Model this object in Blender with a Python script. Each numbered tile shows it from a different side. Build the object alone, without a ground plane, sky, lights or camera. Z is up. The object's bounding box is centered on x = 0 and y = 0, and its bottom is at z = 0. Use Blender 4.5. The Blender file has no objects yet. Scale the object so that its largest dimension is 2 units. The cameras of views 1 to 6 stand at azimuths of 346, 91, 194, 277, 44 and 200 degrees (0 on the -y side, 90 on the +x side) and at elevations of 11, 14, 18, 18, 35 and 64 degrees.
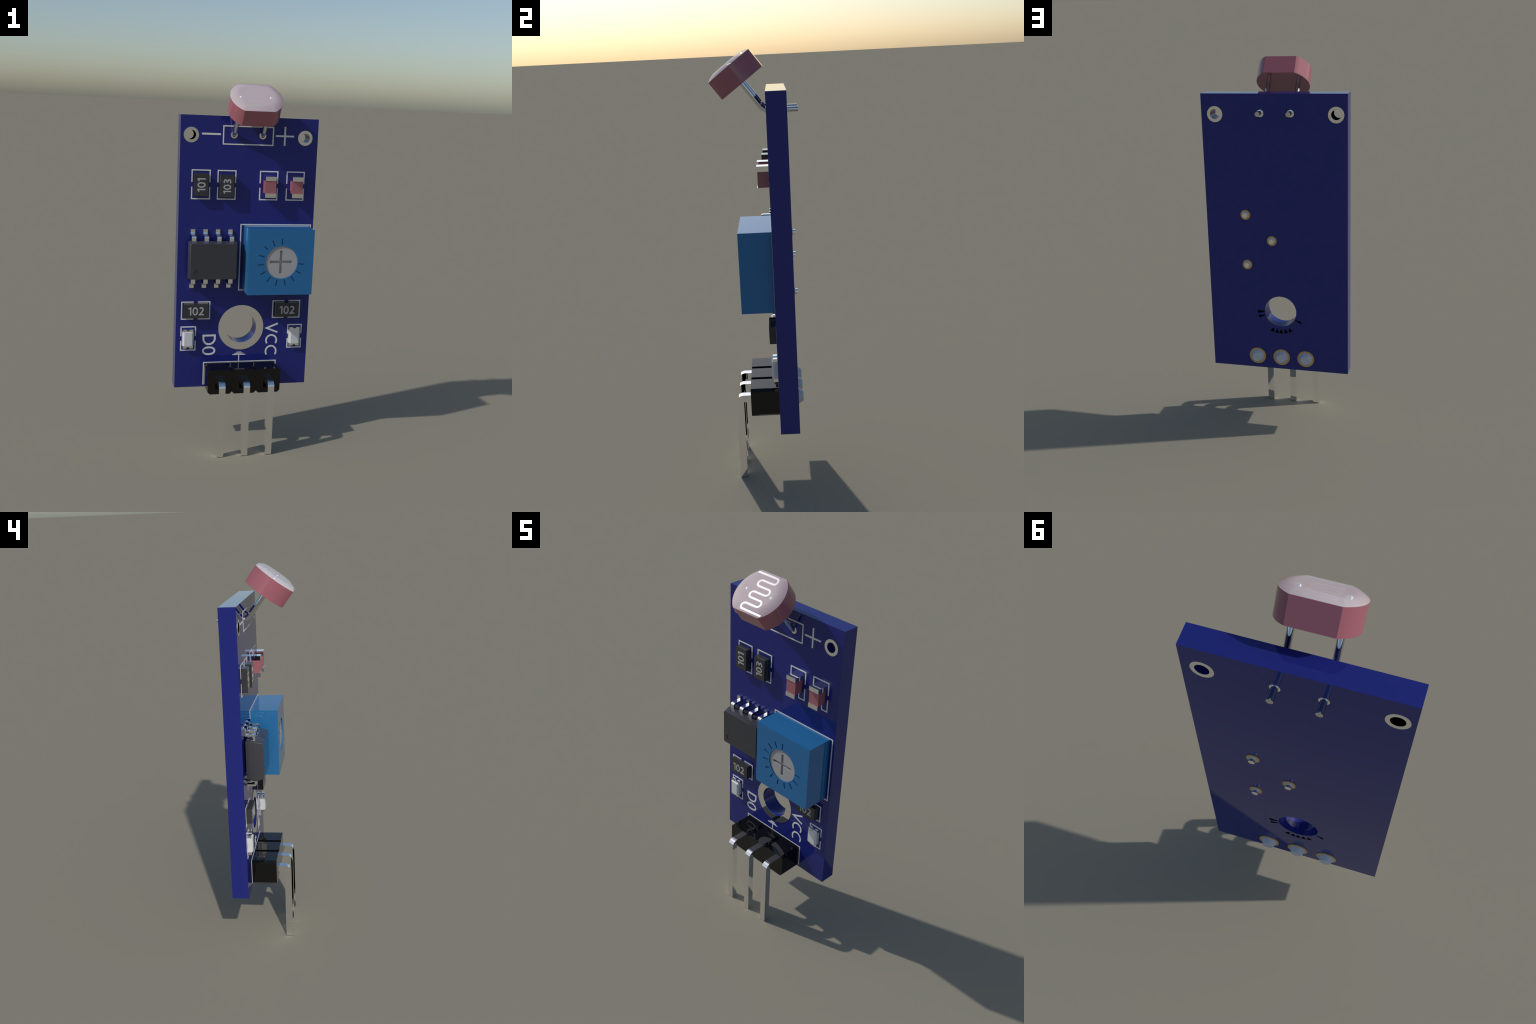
# Light-sensor breakout board standing on its three header pins.
# Frame: x right, -y is the component side, z up.  Metres.
import bpy, bmesh, math
from math import sin, cos, pi, sqrt, radians
from mathutils import Vector, Matrix

# ------------------------------------------------------------------ materials
def material(name, colour, rough=0.0, metallic=0.0, vary=0.02, ior=1.45, coat=0.0):
    m = bpy.data.materials.new(name)
    m.use_nodes = True
    nt = m.node_tree
    b = nt.nodes["Principled BSDF"]
    b.inputs["Roughness"].default_value = rough
    b.inputs["Metallic"].default_value = metallic
    b.inputs["IOR"].default_value = ior
    b.inputs["Coat Weight"].default_value = coat
    tc = nt.nodes.new("ShaderNodeTexCoord")
    nz = nt.nodes.new("ShaderNodeTexNoise")
    nz.inputs["Scale"].default_value = 14.0
    nz.inputs["Detail"].default_value = 3.0
    nt.links.new(tc.outputs["Object"], nz.inputs["Vector"])
    mx = nt.nodes.new("ShaderNodeMix")
    mx.data_type = 'RGBA'
    lo = tuple(max(0.0, c * (1 - vary)) for c in colour) + (1,)
    hi = tuple(min(1.0, c * (1 + vary)) for c in colour) + (1,)
    mx.inputs[6].default_value = lo
    mx.inputs[7].default_value = hi
    nt.links.new(nz.outputs["Fac"], mx.inputs[0])
    nt.links.new(mx.outputs[2], b.inputs["Base Color"])
    return m

M_BOARD  = material("solder_mask_blue", (0.014, 0.020, 0.175), 0.0)
M_SILK   = material("silkscreen_white", (0.70, 0.70, 0.70), 0.35)
M_METAL  = material("bright_tin",       (0.985, 0.985, 0.985), 0.0, 1.0, vary=0.0)
M_WIRE   = material("drawn_wire",       (0.66, 0.66, 0.66), 0.0, 1.0, vary=0.0)
M_TRACK  = material("silver_track",     (0.985, 0.985, 0.985), 0.15, 1.0, vary=0.0)
M_BLACK  = material("header_plastic",   (0.0035, 0.0035, 0.0035), 0.0)
M_CHIP   = material("chip_epoxy",       (0.048, 0.048, 0.056), 0.0)
M_RES    = material("resistor_coating", (0.040, 0.040, 0.046), 0.0)
M_MARK   = material("marking_grey",     (0.40, 0.40, 0.40), 0.4)
M_CAP    = material("capacitor_pink",   (0.35, 0.125, 0.15), 0.0)
M_LDR    = material("sensor_pink",      (0.35, 0.120, 0.15), 0.0)
M_DOME   = material("sensor_resin",     (0.88, 0.84, 0.86), 0.0)
M_DOME.node_tree.nodes["Principled BSDF"].inputs["Alpha"].default_value = 0.48   # cloudy clear resin
M_POT    = material("trimmer_blue",     (0.022, 0.145, 0.345), 0.0)
M_DIAL   = material("dial_grey",        (0.37, 0.37, 0.38), 0.1)
M_LENS   = material("led_white",        (0.64, 0.65, 0.66), 0.05)
M_SOLDER = material("solder_grey",      (0.50, 0.54, 0.60), 0.25)
M_GOLD   = material("pad_gold",         (0.60, 0.37, 0.12), 0.3)
M_DARK   = material("matte_black",       (0.0005, 0.0005, 0.001), 0.5)
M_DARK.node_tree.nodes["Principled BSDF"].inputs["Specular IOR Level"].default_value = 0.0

# ------------------------------------------------------------------ object helpers
def finish(bm, name, mat, parent=None, smooth=None, loc=(0, 0, 0)):
    bmesh.ops.remove_doubles(bm, verts=bm.verts, dist=1e-6)
    bmesh.ops.recalc_face_normals(bm, faces=bm.faces)
    me = bpy.data.meshes.new(name)
    bm.to_mesh(me)
    bm.free()
    me.materials.append(mat)
    if smooth is not None:
        me.polygons.foreach_set("use_smooth", [True] * len(me.polygons))
        me.set_sharp_from_angle(angle=radians(smooth))
    ob = bpy.data.objects.new(name, me)
    bpy.context.scene.collection.objects.link(ob)
    ob.location = loc
    if parent is not None:
        ob.parent = parent
    return ob

def twin(ob, loc, parent=None):
    c = ob.copy()
    bpy.context.scene.collection.objects.link(c)
    c.location = loc
    c.parent = parent if parent is not None else ob.parent
    return c

def box_into(bm, x0, x1, y0, y1, z0, z1):
    v = [bm.verts.new((x, y, z)) for x in (x0, x1) for y in (y0, y1) for z in (z0, z1)]
    for f in ((0, 1, 3, 2), (4, 6, 7, 5), (0, 4, 5, 1), (2, 3, 7, 6), (0, 2, 6, 4), (1, 5, 7, 3)):
        bm.faces.new([v[i] for i in f])

def box(name, mat, x0, x1, y0, y1, z0, z1, parent=None, loc=(0, 0, 0)):
    bm = bmesh.new()
    box_into(bm, x0, x1, y0, y1, z0, z1)
    return finish(bm, name, mat, parent, None, loc)

def prism_into(bm, outline, y0, y1):
    """extrude an (x, z) outline along y"""
    a = [bm.verts.new((x, y0, z)) for x, z in outline]
    b = [bm.verts.new((x, y1, z)) for x, z in outline]
    bm.faces.new(a)
    bm.faces.new(b[::-1])
    n = len(a)
    for i in range(n):
        bm.faces.new((a[i], a[(i + 1) % n], b[(i + 1) % n], b[i]))

def loft_into(bm, rings, cap_start=True, cap_end=True, closed_rings=False):
    vs = [[bm.verts.new(p) for p in r] for r in rings]
    n = len(vs[0])
    pairs = list(zip(vs, vs[1:]))
    if closed_rings:
        pairs.append((vs[-1], vs[0]))
    for a, b in pairs:
        for i in range(n):
            bm.faces.new((a[i], a[(i + 1) % n], b[(i + 1) % n], b[i]))
    if not closed_rings:
        if cap_start:
            bm.faces.new(vs[0])
        if cap_end:
            bm.faces.new(vs[-1][::-1])

def lathe_y(name, mat, profile, parent=None, seg=64, closed=False, smooth=30, loc=(0, 0, 0)):
    """profile: (radius, y) pairs turned about the y axis"""
    bm = bmesh.new()
    rings = [[(r * cos(2 * pi * i / seg), y, r * sin(2 * pi * i / seg)) for i in range(seg)] for r, y in profile]
    loft_into(bm, rings, closed_rings=closed)
    return finish(bm, name, mat, parent, smooth, loc)

def sweep_into(bm, path, section):
    """sweep a (side, up) section along a path that lies in a plane x = const"""
    rings = []
    n = len(path)
    for i, p in enumerate(path):
        a, b = path[max(0, i - 1)], path[min(n - 1, i + 1)]
        t = (b - a).normalized()
        side = Vector((1, 0, 0))
        up = side.cross(t).normalized()
        k = 1.0
        if 0 < i < n - 1:
            d1, d2 = (p - a).normalized(), (b - p).normalized()
            k = 1.0 / max(0.5, cos(d1.angle(d2) / 2))
        rings.append([tuple(p + side * s + up * (u * k)) for s, u in section])
    loft_into(bm, rings)

def rounded_path(pts, radius, steps=10):
    """polyline with its inner corners rounded"""
    pts = [Vector(p) for p in pts]
    out = [pts[0]]
    for a, p, b, r in zip(pts, pts[1:], pts[2:], radius):
        d1, d2 = (a - p).normalized(), (b - p).normalized()
        ang = d1.angle(d2)
        cut = r / math.tan(ang / 2)
        c = p + (d1 + d2).normalized() * (r / sin(ang / 2))
        s, e = p + d1 * cut - c, p + d2 * cut - c
        tot = s.angle(e)
        axis = s.cross(e).normalized()
        out.append(p + d1 * (cut + 0.0006))
        for k in range(steps + 1):
            out.append(c + Matrix.Rotation(tot * k / steps, 3, axis) @ s)
        out.append(p + d2 * (cut + 0.0006))
    out.append(pts[-1])
    return out

def ribbon_into(bm, pts, width, put, closed=False, depth=0.0012, sink=0.001):
    """flat stroke of given width along 2D pts; put(u, v, w) maps to 3D, w = height over the surface"""
    pts = [Vector(p) for p in pts]
    n = len(pts)
    L, R = [], []
    for i, p in enumerate(pts):
        if closed:
            a, b = pts[i - 1], pts[(i + 1) % n]
        else:
            a, b = pts[i - 1] if i > 0 else None, pts[i + 1] if i < n - 1 else None
        d1 = (p - a).normalized() if a is not None else (b - p).normalized()
        d2 = (b - p).normalized() if b is not None else d1
        t = (d1 + d2).normalized()
        nrm = Vector((-t.y, t.x))
        k = 1.0 / max(0.35, nrm.dot(Vector((-d1.y, d1.x))))
        L.append(p + nrm * (width / 2 * k))
        R.append(p - nrm * (width / 2 * k))
    rings = [[put(l.x, l.y, depth), put(r.x, r.y, depth), put(r.x, r.y, -sink), put(l.x, l.y, -sink)]
             for l, r in zip(L, R)]
    loft_into(bm, rings, closed_rings=closed)

def boolean_cut(ob, cutters):
    for c in cutters:
        md = ob.modifiers.new("cut", 'BOOLEAN')
        md.operation = 'DIFFERENCE'
        md.solver = 'EXACT'
        md.object = c
        c.parent = None
    bpy.context.view_layer.update()
    dg = bpy.context.evaluated_depsgraph_get()
    me = bpy.data.meshes.new_from_object(ob.evaluated_get(dg))
    old = ob.data
    ob.modifiers.clear()
    ob.data = me
    bpy.data.meshes.remove(old)
    for c in cutters:
        bpy.data.objects.remove(c, do_unlink=True)

def smooth_by_angle(ob, deg):
    me = ob.data
    me.polygons.foreach_set("use_smooth", [True] * len(me.polygons))
    me.set_sharp_from_angle(angle=radians(deg))

# ------------------------------------------------------------------ the thing
root = bpy.data.objects.new("light_sensor_module", None)
bpy.context.scene.collection.objects.link(root)
root["label"] = "blue circuit board with pink light sensor standing on three pins"
root["category"] = "electronic module"

YF, YB = 0.0545, 0.1402            # front and back face of the board
HOLE = (-0.0108, 0.6722)           # big mounting hole
EYELETS = ((-0.3187, 1.7288), (0.3047, 1.7288))

# ---------------------------------------------------------------- circuit board
board = box("circuit_board", M_BOARD, -0.3765, 0.3765, YF, YB, 0.3335, 1.8323, root)
cutters = [lathe_y("cutter", M_BOARD, [(0.0862, 0.0), (0.0862, 0.2)], None, 128, loc=(HOLE[0], 0, HOLE[1]))]
for (x, z), r in zip(EYELETS, (0.0398, 0.0250)):
    cutters.append(lathe_y("cutter", M_BOARD, [(r, 0.0), (r, 0.2)], None, 64, loc=(x, 0, z)))
boolean_cut(board, cutters)
smooth_by_angle(board, 30)

lathe_y("mounting_hole_ring", M_METAL,
        [(0.0866, YF + 0.001), (0.0866, YF - 0.0016), (0.1285, YF - 0.0016), (0.1285, YF + 0.001)],
        root, 128, True, loc=(HOLE[0], 0, HOLE[1]))

eyelet = None
for x, z in EYELETS:
    if eyelet is None:
        eyelet = [lathe_y("eyelet_ring", M_METAL, [(0.0253, y0), (0.0405, y0), (0.0405, y1), (0.0253, y1)], root, 64, True, loc=(x, 0, z))
                  for y0, y1 in ((YF - 0.0012, YF + 0.001), (YB - 0.001, YB + 0.0012))]
    else:
        for o in eyelet:
            twin(o, (x, 0, z))

lathe_y("dark_bore_liner", M_DARK, [(0.0392, YF + 0.0012), (0.0397, YF + 0.0012), (0.0397, YB - 0.0012), (0.0392, YB - 0.0012)],  # black sleeve that makes the inside of the left hole uniformly dark
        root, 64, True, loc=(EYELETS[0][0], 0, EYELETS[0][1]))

# black shading glitches modelled as wedges round the big hole on the back
bm = bmesh.new()
def wedge(a_deg, half_deg, r_in, r_out, spread_out=1.0):
    a, h = radians(a_deg), radians(half_deg)
    pts = [(r_in, -h * 0.25), (r_in, h * 0.25), (r_out, h * spread_out), (r_out, -h * spread_out)]
    prism_into(bm, [(HOLE[0] + r * cos(a + t), HOLE[1] + r * sin(a + t)) for r, t in pts], YB - 0.001, YB + 0.0006)
for a in (-115, -102.5, -90, -79, -67):
    wedge(a, 5.0, 0.106, 0.1275)
wedge(-16, 4.0, 0.090, 0.1270, 0.9)
wedge(-3, 4.5, 0.089, 0.1270, 0.9)
wedge(-152, 3.0, 0.089, 0.1270, 0.9)
finish(bm, "shading_glitch_wedge", M_DARK, root)

# ---------------------------------------------------------------- silkscreen
SW = 0.0064
def front(u, v, w):
    return (u, YF - w, v)

def outline(name, x0, x1, z0, z1, gap=None, axis=None):
    """printed rectangle given by its outer edges; an optional gap breaks two opposite sides"""
    h = SW / 2
    a, b, c, d = x0 + h, x1 - h, z0 + h, z1 - h
    bm = bmesh.new()
    if gap is None:
        ribbon_into(bm, [(a, c), (b, c), (b, d), (a, d)], SW, front, True)
    elif axis == 'z':
        ribbon_into(bm, [(a, gap[1]), (a, d), (b, d), (b, gap[1])], SW, front)
        ribbon_into(bm, [(a, gap[0]), (a, c), (b, c), (b, gap[0])], SW, front)
    else:
        ribbon_into(bm, [(gap[0], d), (a, d), (a, c), (gap[0], c)], SW, front)
        ribbon_into(bm, [(gap[1], d), (b, d), (b, c), (gap[1], c)], SW, front)
    return finish(bm, name, M_SILK, root)

for i, (x0, x1) in enumerate(((-0.3123, -0.2092), (-0.1722, -0.0691), (0.0603, 0.1637), (0.2097, 0.3128))):
    outline("printed_outline", x0, x1, 1.3878, 1.5475, (1.4550, 1.4797), 'z')
for x0, x1, g in ((-0.3495, -0.1879, (-0.2808, -0.2566)), (0.1647, 0.3266, (0.2334, 0.2575))):
    outline("printed_outline", x0, x1, 0.7227, 0.8252, g, 'x')
for x0, x1 in ((-0.3502, -0.2634), (0.2582, 0.3436)):
    outline("printed_outline", x0, x1, 0.5453, 0.6847, (0.6023, 0.6290), 'z')
outline("printed_outline", -0.1500, 0.1282, 1.6820, 1.7836)
outline("printed_outline", -0.0360, 0.3650, 0.8838, 1.2566)
bm = bmesh.new()
ribbon_into(bm, [(-0.2160, 0.3448), (-0.2160, 0.4730), (0.1972, 0.4730), (0.1972, 0.3448)], SW, front)
finish(bm, "printed_outline", M_SILK, root)

bm = bmesh.new()
ribbon_into(bm, [(-0.2628, 1.7360), (-0.1613, 1.7360)], 0.0098, front)
finish(bm, "minus_sign", M_SILK, root)
bm = bmesh.new()
px, pz, ph, pw = 0.1902, 1.7360, 0.0507, 0.0092
plus = [(-ph, -pw / 2), (-pw / 2, -pw / 2), (-pw / 2, -ph), (pw / 2, -ph), (pw / 2, -pw / 2), (ph, -pw / 2)]
plus += [(-x, -z) for x, z in plus]
prism_into(bm, [(px + x, pz + z) for x, z in plus], YF + 0.001, YF - 0.0012)
finish(bm, "plus_sign", M_SILK, root)
bm = bmesh.new()
gx = -0.0165
ribbon_into(bm, [(gx, 0.4758), (gx, 0.5118)], 0.0058, front)
for z, h in ((0.5140, 0.0367), (0.5210, 0.0254), (0.5282, 0.0137)):
    ribbon_into(bm, [(gx - h, z), (gx + h, z)], 0.0047, front, depth=0.0013)
finish(bm, "ground_symbol", M_SILK, root)

# stroke glyphs: letter height 1, returned as (width, strokes); s = stroke width
def arc(cx, cy, rx, ry, a0, a1, n=28, p=1.0):
    out = []
    for i in range(n + 1):
        a = radians(a0 + (a1 - a0) * i / n)
        c, s = cos(a), sin(a)
        out.append((cx + rx * math.copysign(abs(c) ** p, c), cy + ry * math.copysign(abs(s) ** p, s)))
    return out

def glyph(ch, s):
    h = s / 2
    if ch == '0':
        w = 0.66
        return w, [(arc(w / 2, 0.5, w / 2 - h, 0.5 - h, 0, 360, 48, 0.9)[:-1], True)]
    if ch == '1':
        w = 0.34
        return w, [([(0.0, 0.79), (w - h, 0.94)], False), ([(w - h, 1.0), (w - h, 0.0)], False)]
    if ch == '2':
        w = 0.58
        r = w / 2 - h
        top = arc(0.27, 0.72, r, 0.28 - h, 152, -28, 22)
        return w, [(top + [(0.36, 0.40), (0.20, 0.24), (0.09, h), (w, h)], False)]
    if ch == '3':
        w = 0.56
        a = arc(0.22, 0.745, 0.24, 0.255 - h, 128, -90, 20)
        b = arc(0.21, 0.265, w - 0.21 - h, 0.265 - h, 90, -128, 22)
        return w, [(a, False), (b, False), ([(0.13, 0.53), (0.25, 0.53)], False)]
    if ch == 'D':
        w = 0.80
        r = 0.44
        bowl = arc(w - h - r, 0.5, r, 0.5 - h, 90, -90, 28, 0.95)
        return w, [([(h, h), (h, 1 - h)] + bowl, True)]
    if ch == 'V':
        w = 0.88
        return w, [([(0.06, 1.0), (w / 2, 0.07), (w - 0.06, 1.0)], False)]
    if ch == 'C':
        w = 0.82
        return w, [(arc(0.52, 0.5, 0.52 - h, 0.5 - h, 55, 305, 36), False)]

def word_into(bm, text, s, gaps, put, height, widths=None):
    u = 0.0
    for i, ch in enumerate(text):
        w, strokes = glyph(ch, s)
        k = 1.0 if widths is None else widths[i] / w
        for j, (pts, closed) in enumerate(strokes):
            ribbon_into(bm, [((u + x * k) * height, y * height) for x, y in pts], s * height, put, closed,
                        depth=0.0012 - 0.0003 * j)
        u += w * k + (gaps[i] if i < len(gaps) else 0)
    return u * height

def down_text(name, text, x_base, z_top, height, s, gaps, widths):
    bm = bmesh.new()
    word_into(bm, text, s, gaps, lambda u, v, w: (x_base + v, YF - w, z_top - u), height, widths)
    return finish(bm, name, M_SILK, root)
down_text("lettering", "D0", -0.2266, 0.6345, 0.0750, 0.138, [0.110], [0.805, 0.660])
down_text("lettering", "VCC", 0.1330, 0.6945, 0.0692, 0.135, [0.10, 0.115], [0.865, 0.800, 0.840])

# ---------------------------------------------------------------- chip resistors
def resistor(text, cx, cz, w, h, y_front, upright, size, length):
    body = box("resistor", M_RES, -w / 2, w / 2, y_front, YF, -h / 2, h / 2, root, (cx, 0, cz))
    bm = bmesh.new()
    s, gaps = 0.165, [0.13, 0.12]
    wid = [0.36, 0.66, 0.36 if text[2] == '1' else 0.60]
    tot = (sum(wid) + sum(gaps)) * size
    if upright:
        put = lambda u, v, w_: (size / 2 - v, y_front - w_, u - tot / 2)
    else:
        put = lambda u, v, w_: (u - tot / 2, y_front - w_, v - size / 2)
    word_into(bm, text, s, gaps, put, size, wid)
    finish(bm, "value_marking", M_MARK, body)
resistor("101", -0.2620, 1.4680, 0.0740, 0.1190, 0.0238, True, 0.0440, 0.078)
resistor("103", -0.1238, 1.4638, 0.0740, 0.1185, 0.0198, True, 0.0415, 0.0765)
resistor("102", -0.2705, 0.7772, 0.1320, 0.0800, 0.0246, False, 0.0455, 0.0855)
resistor("102", 0.2430, 0.7765, 0.1330, 0.0800, 0.0234, False, 0.0455, 0.0850)

# ---------------------------------------------------------------- chip capacitors
cap_body = cap_end = None
for cx in (0.1118, 0.2622):
    if cap_body is None:
        cap_body = box("capacitor", M_CAP, -0.0295, 0.0295, 0.0055, YF, -0.0480, 0.0480, root, (cx, 0, 1.4643))
        cap_end = box("capacitor_terminal", M_METAL, -0.0300, 0.0300, 0.0025, YF, -0.0115, 0.0115, cap_body, (0, 0, 0.0452))
        twin(cap_end, (0, 0, -0.0452))
    else:
        c2 = twin(cap_body, (cx, 0, 1.4643), root)
        twin(cap_end, (0, 0, 0.0452), c2)
        twin(cap_end, (0, 0, -0.0452), c2)

# ---------------------------------------------------------------- integrated circuit
ICX, ICZ = -0.1948, 1.0655
def ic_ring(hx, hz, y, r=0.009):
    pts = []
    for cx, cz, a0 in ((hx - r, hz - r, 0), (-hx + r, hz - r, 90), (-hx + r, -hz + r, 180), (hx - r, -hz + r, 270)):
        pts += [(cx + r * cos(radians(a0 + 90 * i / 5)), y, cz + r * sin(radians(a0 + 90 * i / 5))) for i in range(6)]
    return pts
bm = bmesh.new()
loft_into(bm, [ic_ring(0.1245, 0.0985, 0.0455), ic_ring(0.1325, 0.1050, 0.0062), ic_ring(0.1325, 0.1050, -0.0035),
               ic_ring(0.1245, 0.0955, -0.0436)])
chip = finish(bm, "integrated_circuit", M_CHIP, root, None, (ICX, 0, ICZ))
boolean_cut(chip, [lathe_y("cutter", M_CHIP, [(0.0138, -0.06), (0.0138, -0.0412)], None, 40,
                           loc=(-0.2845, 0, 1.0090))])
smooth_by_angle(chip, 25)
lead = None
half_w, t = 0.0119, 0.0103
path = rounded_path([(0, 0.0020, 0.100), (0, 0.0020, 0.1305), (0, 0.0492, 0.1305), (0, 0.0492, 0.1618)], (0.009, 0.0075), 6)
for i in range(4):
    x = -0.1026 + 0.0683 * i
    for s in (1, -1):
        if lead is None:
            bm = bmesh.new()
            sweep_into(bm, path, [(-half_w, -t / 2), (half_w, -t / 2), (half_w, t / 2), (-half_w, t / 2)])
            lead = finish(bm, "chip_lead", M_METAL, chip, 40, (x, 0, 0))
        else:
            c = twin(lead, (x, 0, 0))
            c.rotation_euler = (0, 0, 0) if s > 0 else (0, pi, 0)

# ---------------------------------------------------------------- trimmer potentiometer
PX, PZ, PYF = 0.1644, 1.0707, -0.0907
DX, DZ = 0.1664, 1.0710
pot = box("potentiometer", M_POT, -0.0150, 0.3438, PYF, YF, 0.8922, 1.2492, root)
cut = [lathe_y("cutter", M_POT, [(0.0892, -0.2), (0.0892, PYF + 0.02)], None, 96, loc=(DX, 0, DZ))]
bm = bmesh.new()
for k in range(12):
    a = radians(89.4 + 24.2 * k)
    d, n = Vector((cos(a), sin(a))), Vector((-sin(a), cos(a)))
    q = [d * 0.0970 + n * 0.0036, d * 0.0970 - n * 0.0036, d * 0.1305 - n * 0.0036, d * 0.1305 + n * 0.0036]
    prism_into(bm, [(PX + v.x, PZ + v.y) for v in q], PYF - 0.02, PYF + 0.0065)
cut.append(finish(bm, "cutter", M_POT))
boolean_cut(pot, cut)
smooth_by_angle(pot, 30)

dial = lathe_y("dial", M_DIAL, [(0.0890, PYF + 0.0200), (0.0890, PYF + 0.0052)], pot, 96, loc=(DX, 0, DZ))
bm = bmesh.new()
cx, cz, hl, hw = -0.0030, 0.0020, 0.0620, 0.0073
cross = [(-hl, -hw), (-hw, -hw), (-hw, -hl), (hw, -hl), (hw, -hw), (hl, -hw)]
cross += [(-x, -z) for x, z in cross]
prism_into(bm, [(DX + cx + x, DZ + cz + z) for x, z in cross], PYF - 0.02, PYF + 0.0165)
boolean_cut(dial, [finish(bm, "cutter", M_DIAL)])
smooth_by_angle(dial, 30)

# its three soldered legs on the back
pad = cone = tip = None
for x, z in ((0.1642, 1.2060), (0.0257, 1.0693), (0.1642, 0.9320)):
    if pad is None:
        pad = lathe_y("solder_pad", M_GOLD, [(0.0262, YB - 0.001), (0.0262, YB + 0.0035)], root, 48, loc=(x, 0, z))
        cone = lathe_y("solder_joint", M_SOLDER, [(0.0185, YB), (0.0175, YB + 0.0050), (0.0135, YB + 0.0075)], root, 40, loc=(x, 0, z))
        tip = lathe_y("potentiometer_leg", M_METAL, [(0.0130, YB), (0.0130, YB + 0.0180)], root, 40, loc=(x, 0, z))
    else:
        for o in (pad, cone, tip):
            twin(o, (x, 0, z))

# ---------------------------------------------------------------- indicator LEDs
def led_terminal(bm, sign):
    hx, zi, zo, r = 0.0285, 0.036, 0.0542, 0.0100
    pts = [(-hx, zi), (-hx, zo)] + arc(0, zo + 0.0022, r, r, 192.7, 347.3, 14) + [(hx, zo), (hx, zi)]
    prism_into(bm, [(x, sign * z) for x, z in pts], 0.0335, YF)
led = None
for cx in (-0.3098, 0.2965):
    if led is None:
        bm = bmesh.new()
        prof = [(-0.0310, YF), (-0.0310, 0.0345), (-0.0215, 0.0268), (0.0215, 0.0268), (0.0310, 0.0345), (0.0310, YF)]
        loft_into(bm, [[(x, y, z) for x, y in prof] for z in (-0.0380, 0.0380)])
        led = finish(bm, "indicator_led", M_LENS, root, None, (cx, 0, 0.6178))
        bm = bmesh.new(); led_terminal(bm, 1)
        lt1 = finish(bm, "led_terminal", M_METAL, led, 35)
        bm = bmesh.new(); led_terminal(bm, -1)
        lt2 = finish(bm, "led_terminal", M_METAL, led, 35)
    else:
        l2 = twin(led, (cx, 0, 0.6178), root)
        twin(lt1, (0, 0, 0), l2)
        twin(lt2, (0, 0, 0), l2)

# ---------------------------------------------------------------- pin header
PITCH, HX, HZ = 0.1352, -0.0098, 0.4032
hw, hh, c = 0.0674, 0.0684, 0.0125
octo = [(-hw + c, -hh), (hw - c, -hh), (hw, -hh + c), (hw, hh - c), (hw - c, hh), (-hw + c, hh), (-hw, hh - c), (-hw, -hh + c)]
bm = bmesh.new()
prism_into(bm, octo, -0.0790, YF)
block = finish(bm, "header_block", M_BLACK, root, None, (HX, 0, HZ))
zt, th = 0.4224, 0.0335
ppath = rounded_path([(0, 0.03, zt - th / 2 - HZ), (0, -0.1505 + th / 2, zt - th / 2 - HZ), (0, -0.1505 + th / 2, -HZ)], (0.0176,), 14)
bm = bmesh.new()
sweep_into(bm, ppath, [(-0.0178, -th / 2), (0.0178, -th / 2), (0.0178, th / 2), (-0.0178, th / 2)])
pin = finish(bm, "pin", M_METAL, block, 25)
hpad = lathe_y("solder_pad", M_GOLD, [(0.0463, YB - 0.001), (0.0463, YB + 0.0040)], root, 64, loc=(HX, 0, 0.4035))
hcone = lathe_y("solder_joint", M_SOLDER, [(0.0385, YB), (0.0375, YB + 0.0045), (0.0238, YB + 0.0265)], root, 64, loc=(HX, 0, 0.4035))
for k in (-1, 1):
    b2 = twin(block, (HX + PITCH * k, 0, HZ), root)
    twin(pin, (0, 0, 0), b2)
    twin(hpad, (HX + PITCH * k, 0, 0.4035))
    twin(hcone, (HX + PITCH * k, 0, 0.4035))

# ---------------------------------------------------------------- photoresistor
LX, LR, LW = -0.0110, 0.1382, 0.1130     # centre x, round radius, half width across the flats
RIM = Vector((LX, -0.1017, 1.9322))
NRM = Vector((0, -0.597, 0.802)).normalized()
ACR = Vector((0, 0.802, 0.597)).normalized()
THICK, DOME, ROLL = 0.0936, 0.0165, 0.050

def sensor(u, w, h):
    return tuple(RIM + Vector((u, 0, 0)) + ACR * w + NRM * h)

def sensor_outline(d, n=26):
    R, W = LR - d, LW - d
    a = math.asin(W / R)
    right = [(R * cos(-a + 2 * a * i / n), R * sin(-a + 2 * a * i / n)) for i in range(n + 1)]
    return right + [(-x, -y) for x, y in right]

def dome_height(d):
    d = min(max(d, 0.0), ROLL)
    return DOME * (1 - (1 - d / ROLL) ** 2)

bm = bmesh.new()
loft_into(bm, [[sensor(u, w, -THICK) for u, w in sensor_outline(0)], [sensor(u, w, 0.0005) for u, w in sensor_outline(0)]])
ldr = finish(bm, "photoresistor", M_LDR, root, 20)
bm = bmesh.new()
rings = []
for i in range(0, 19):
    e = ROLL * i / 18
    rings.append([sensor(u, w, dome_height(e) + 0.0006) for u, w in sensor_outline(0.0004 + e)])
loft_into(bm, rings, cap_start=False)
finish(bm, "resin_dome", M_DOME, ldr, 35)

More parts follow.
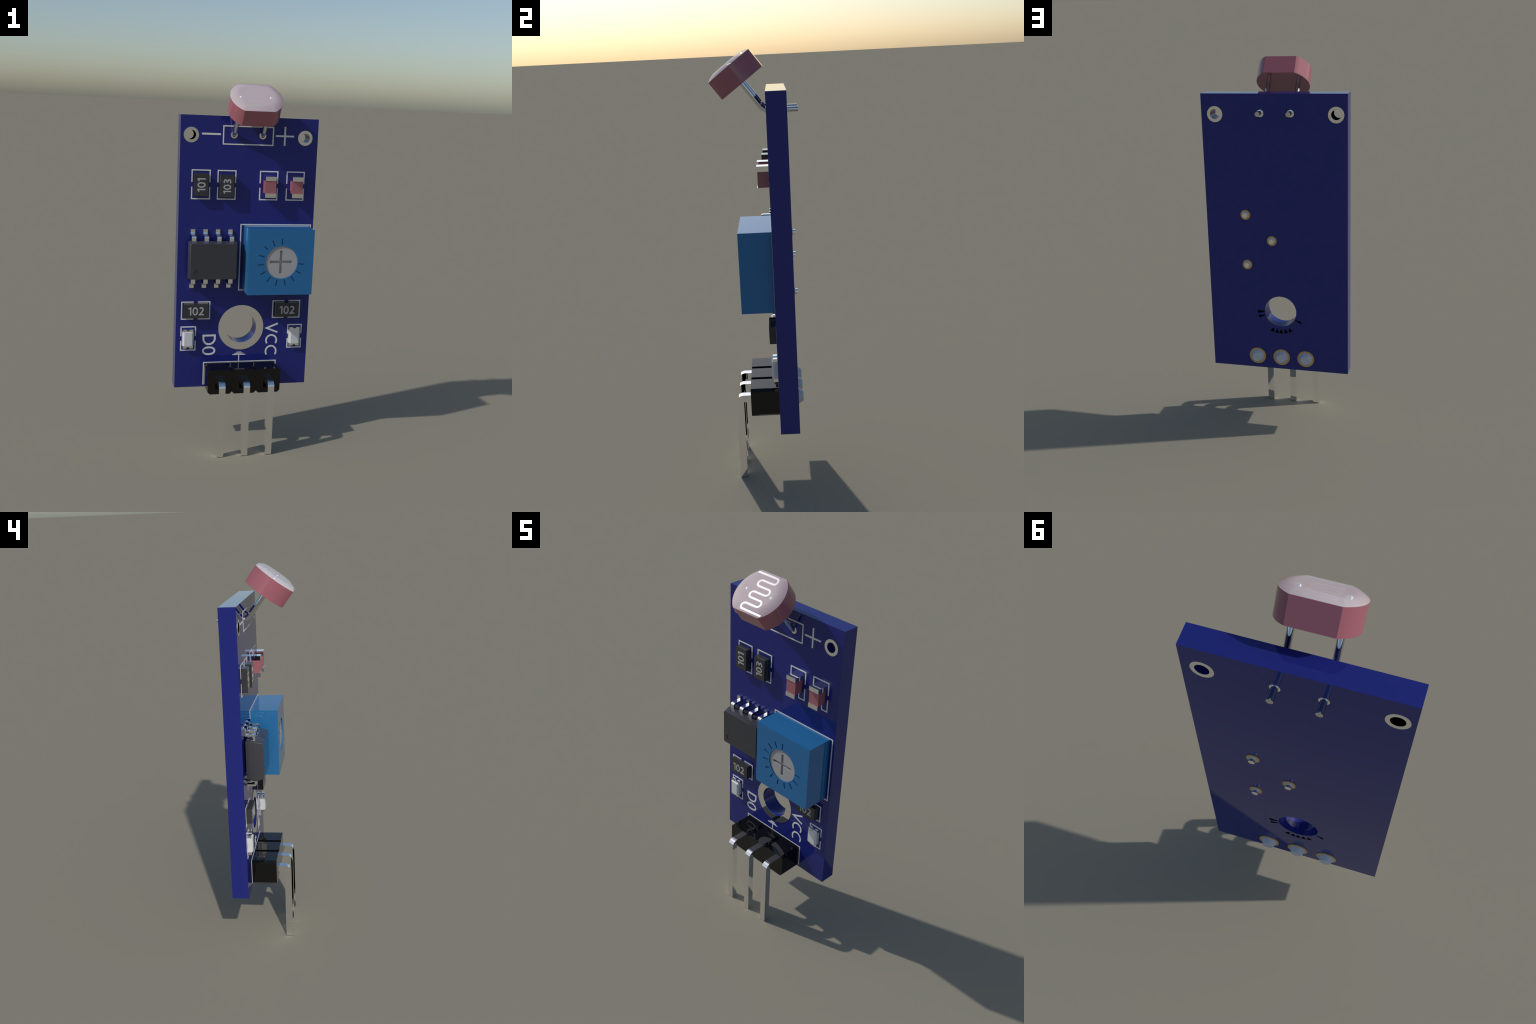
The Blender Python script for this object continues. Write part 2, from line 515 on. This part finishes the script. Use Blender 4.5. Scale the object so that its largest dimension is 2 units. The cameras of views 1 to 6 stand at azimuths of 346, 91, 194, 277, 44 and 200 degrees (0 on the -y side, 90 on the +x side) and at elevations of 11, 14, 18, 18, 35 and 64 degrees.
rows, span, turn = 7, 0.0985, 0.0480
step = 2 * span / (rows - 1)
tp = []
for r in range(rows):
    w = span - step * r
    edge = sqrt((LR - 0.006) ** 2 - w * w)
    xr, xl = turn - step / 2, -(turn - step / 2)
    a, b = (xl, xr) if r % 2 == 0 else (xr, xl)
    if r == 0: a = -edge
    if r == rows - 1: b = edge
    tp += [(a + (b - a) * k / 24, w) for k in range(25)]
    if r < rows - 1:
        sgn = 1 if r % 2 == 0 else -1
        tp += [(b + sgn * step / 2 * sin(pi * k / 12), w - step / 2 * (1 - cos(pi * k / 12))) for k in range(1, 12)]
def on_top(u, w, h):
    return sensor(u, w, 0.0005 + h)
bm = bmesh.new()
ribbon_into(bm, tp, 0.0098, on_top, depth=0.0009)
finish(bm, "resistive_track", M_TRACK, ldr)

dot = None
for sx in (-1, 1):
    if dot is None:
        bm = bmesh.new()
        rings = []
        for k in range(9):
            a = pi / 2 * k / 8.3
            rr, hh_ = 0.0125 * cos(a), 0.0085 * sin(a)
            rings.append([tuple(ACR * (rr * sin(2 * pi * i / 32)) + Vector((rr * cos(2 * pi * i / 32), 0, 0)) + NRM * hh_) for i in range(32)])
        loft_into(bm, rings)
        dot = finish(bm, "contact_bump", M_TRACK, ldr, 60, sensor(sx * 0.0785, 0, 0.0003))
    else:
        twin(dot, sensor(sx * 0.0785, 0, 0.0003))

wire = wpad = None
wz, wr = 1.7368, 0.0125
base = RIM - NRM * (THICK - 0.004)
bend_y = base.y + (base.z - wz) / NRM.z * -NRM.y
wpath = rounded_path([(0, 0.1930, wz), (0, bend_y, wz), (0, base.y, base.z)], (0.050,), 14)
for x in (-0.0893, 0.0673):
    if wire is None:
        bm = bmesh.new()
        sweep_into(bm, wpath, [(wr * cos(2 * pi * i / 28), wr * sin(2 * pi * i / 28)) for i in range(28)])
        wire = finish(bm, "wire_lead", M_WIRE, ldr, 40, (x, 0, 0))
        wpad = [lathe_y("wire_pad", M_METAL, [(0.0110, y0), (0.0185, y0), (0.0185, y1), (0.0110, y1)], root, 40, True, loc=(x, 0, 1.7345))
                for y0, y1 in ((YF - 0.0018, YF + 0.001), (YB - 0.001, YB + 0.0018))]
    else:
        twin(wire, (x, 0, 0))
        for o in wpad:
            twin(o, (x, 0, 1.7345))
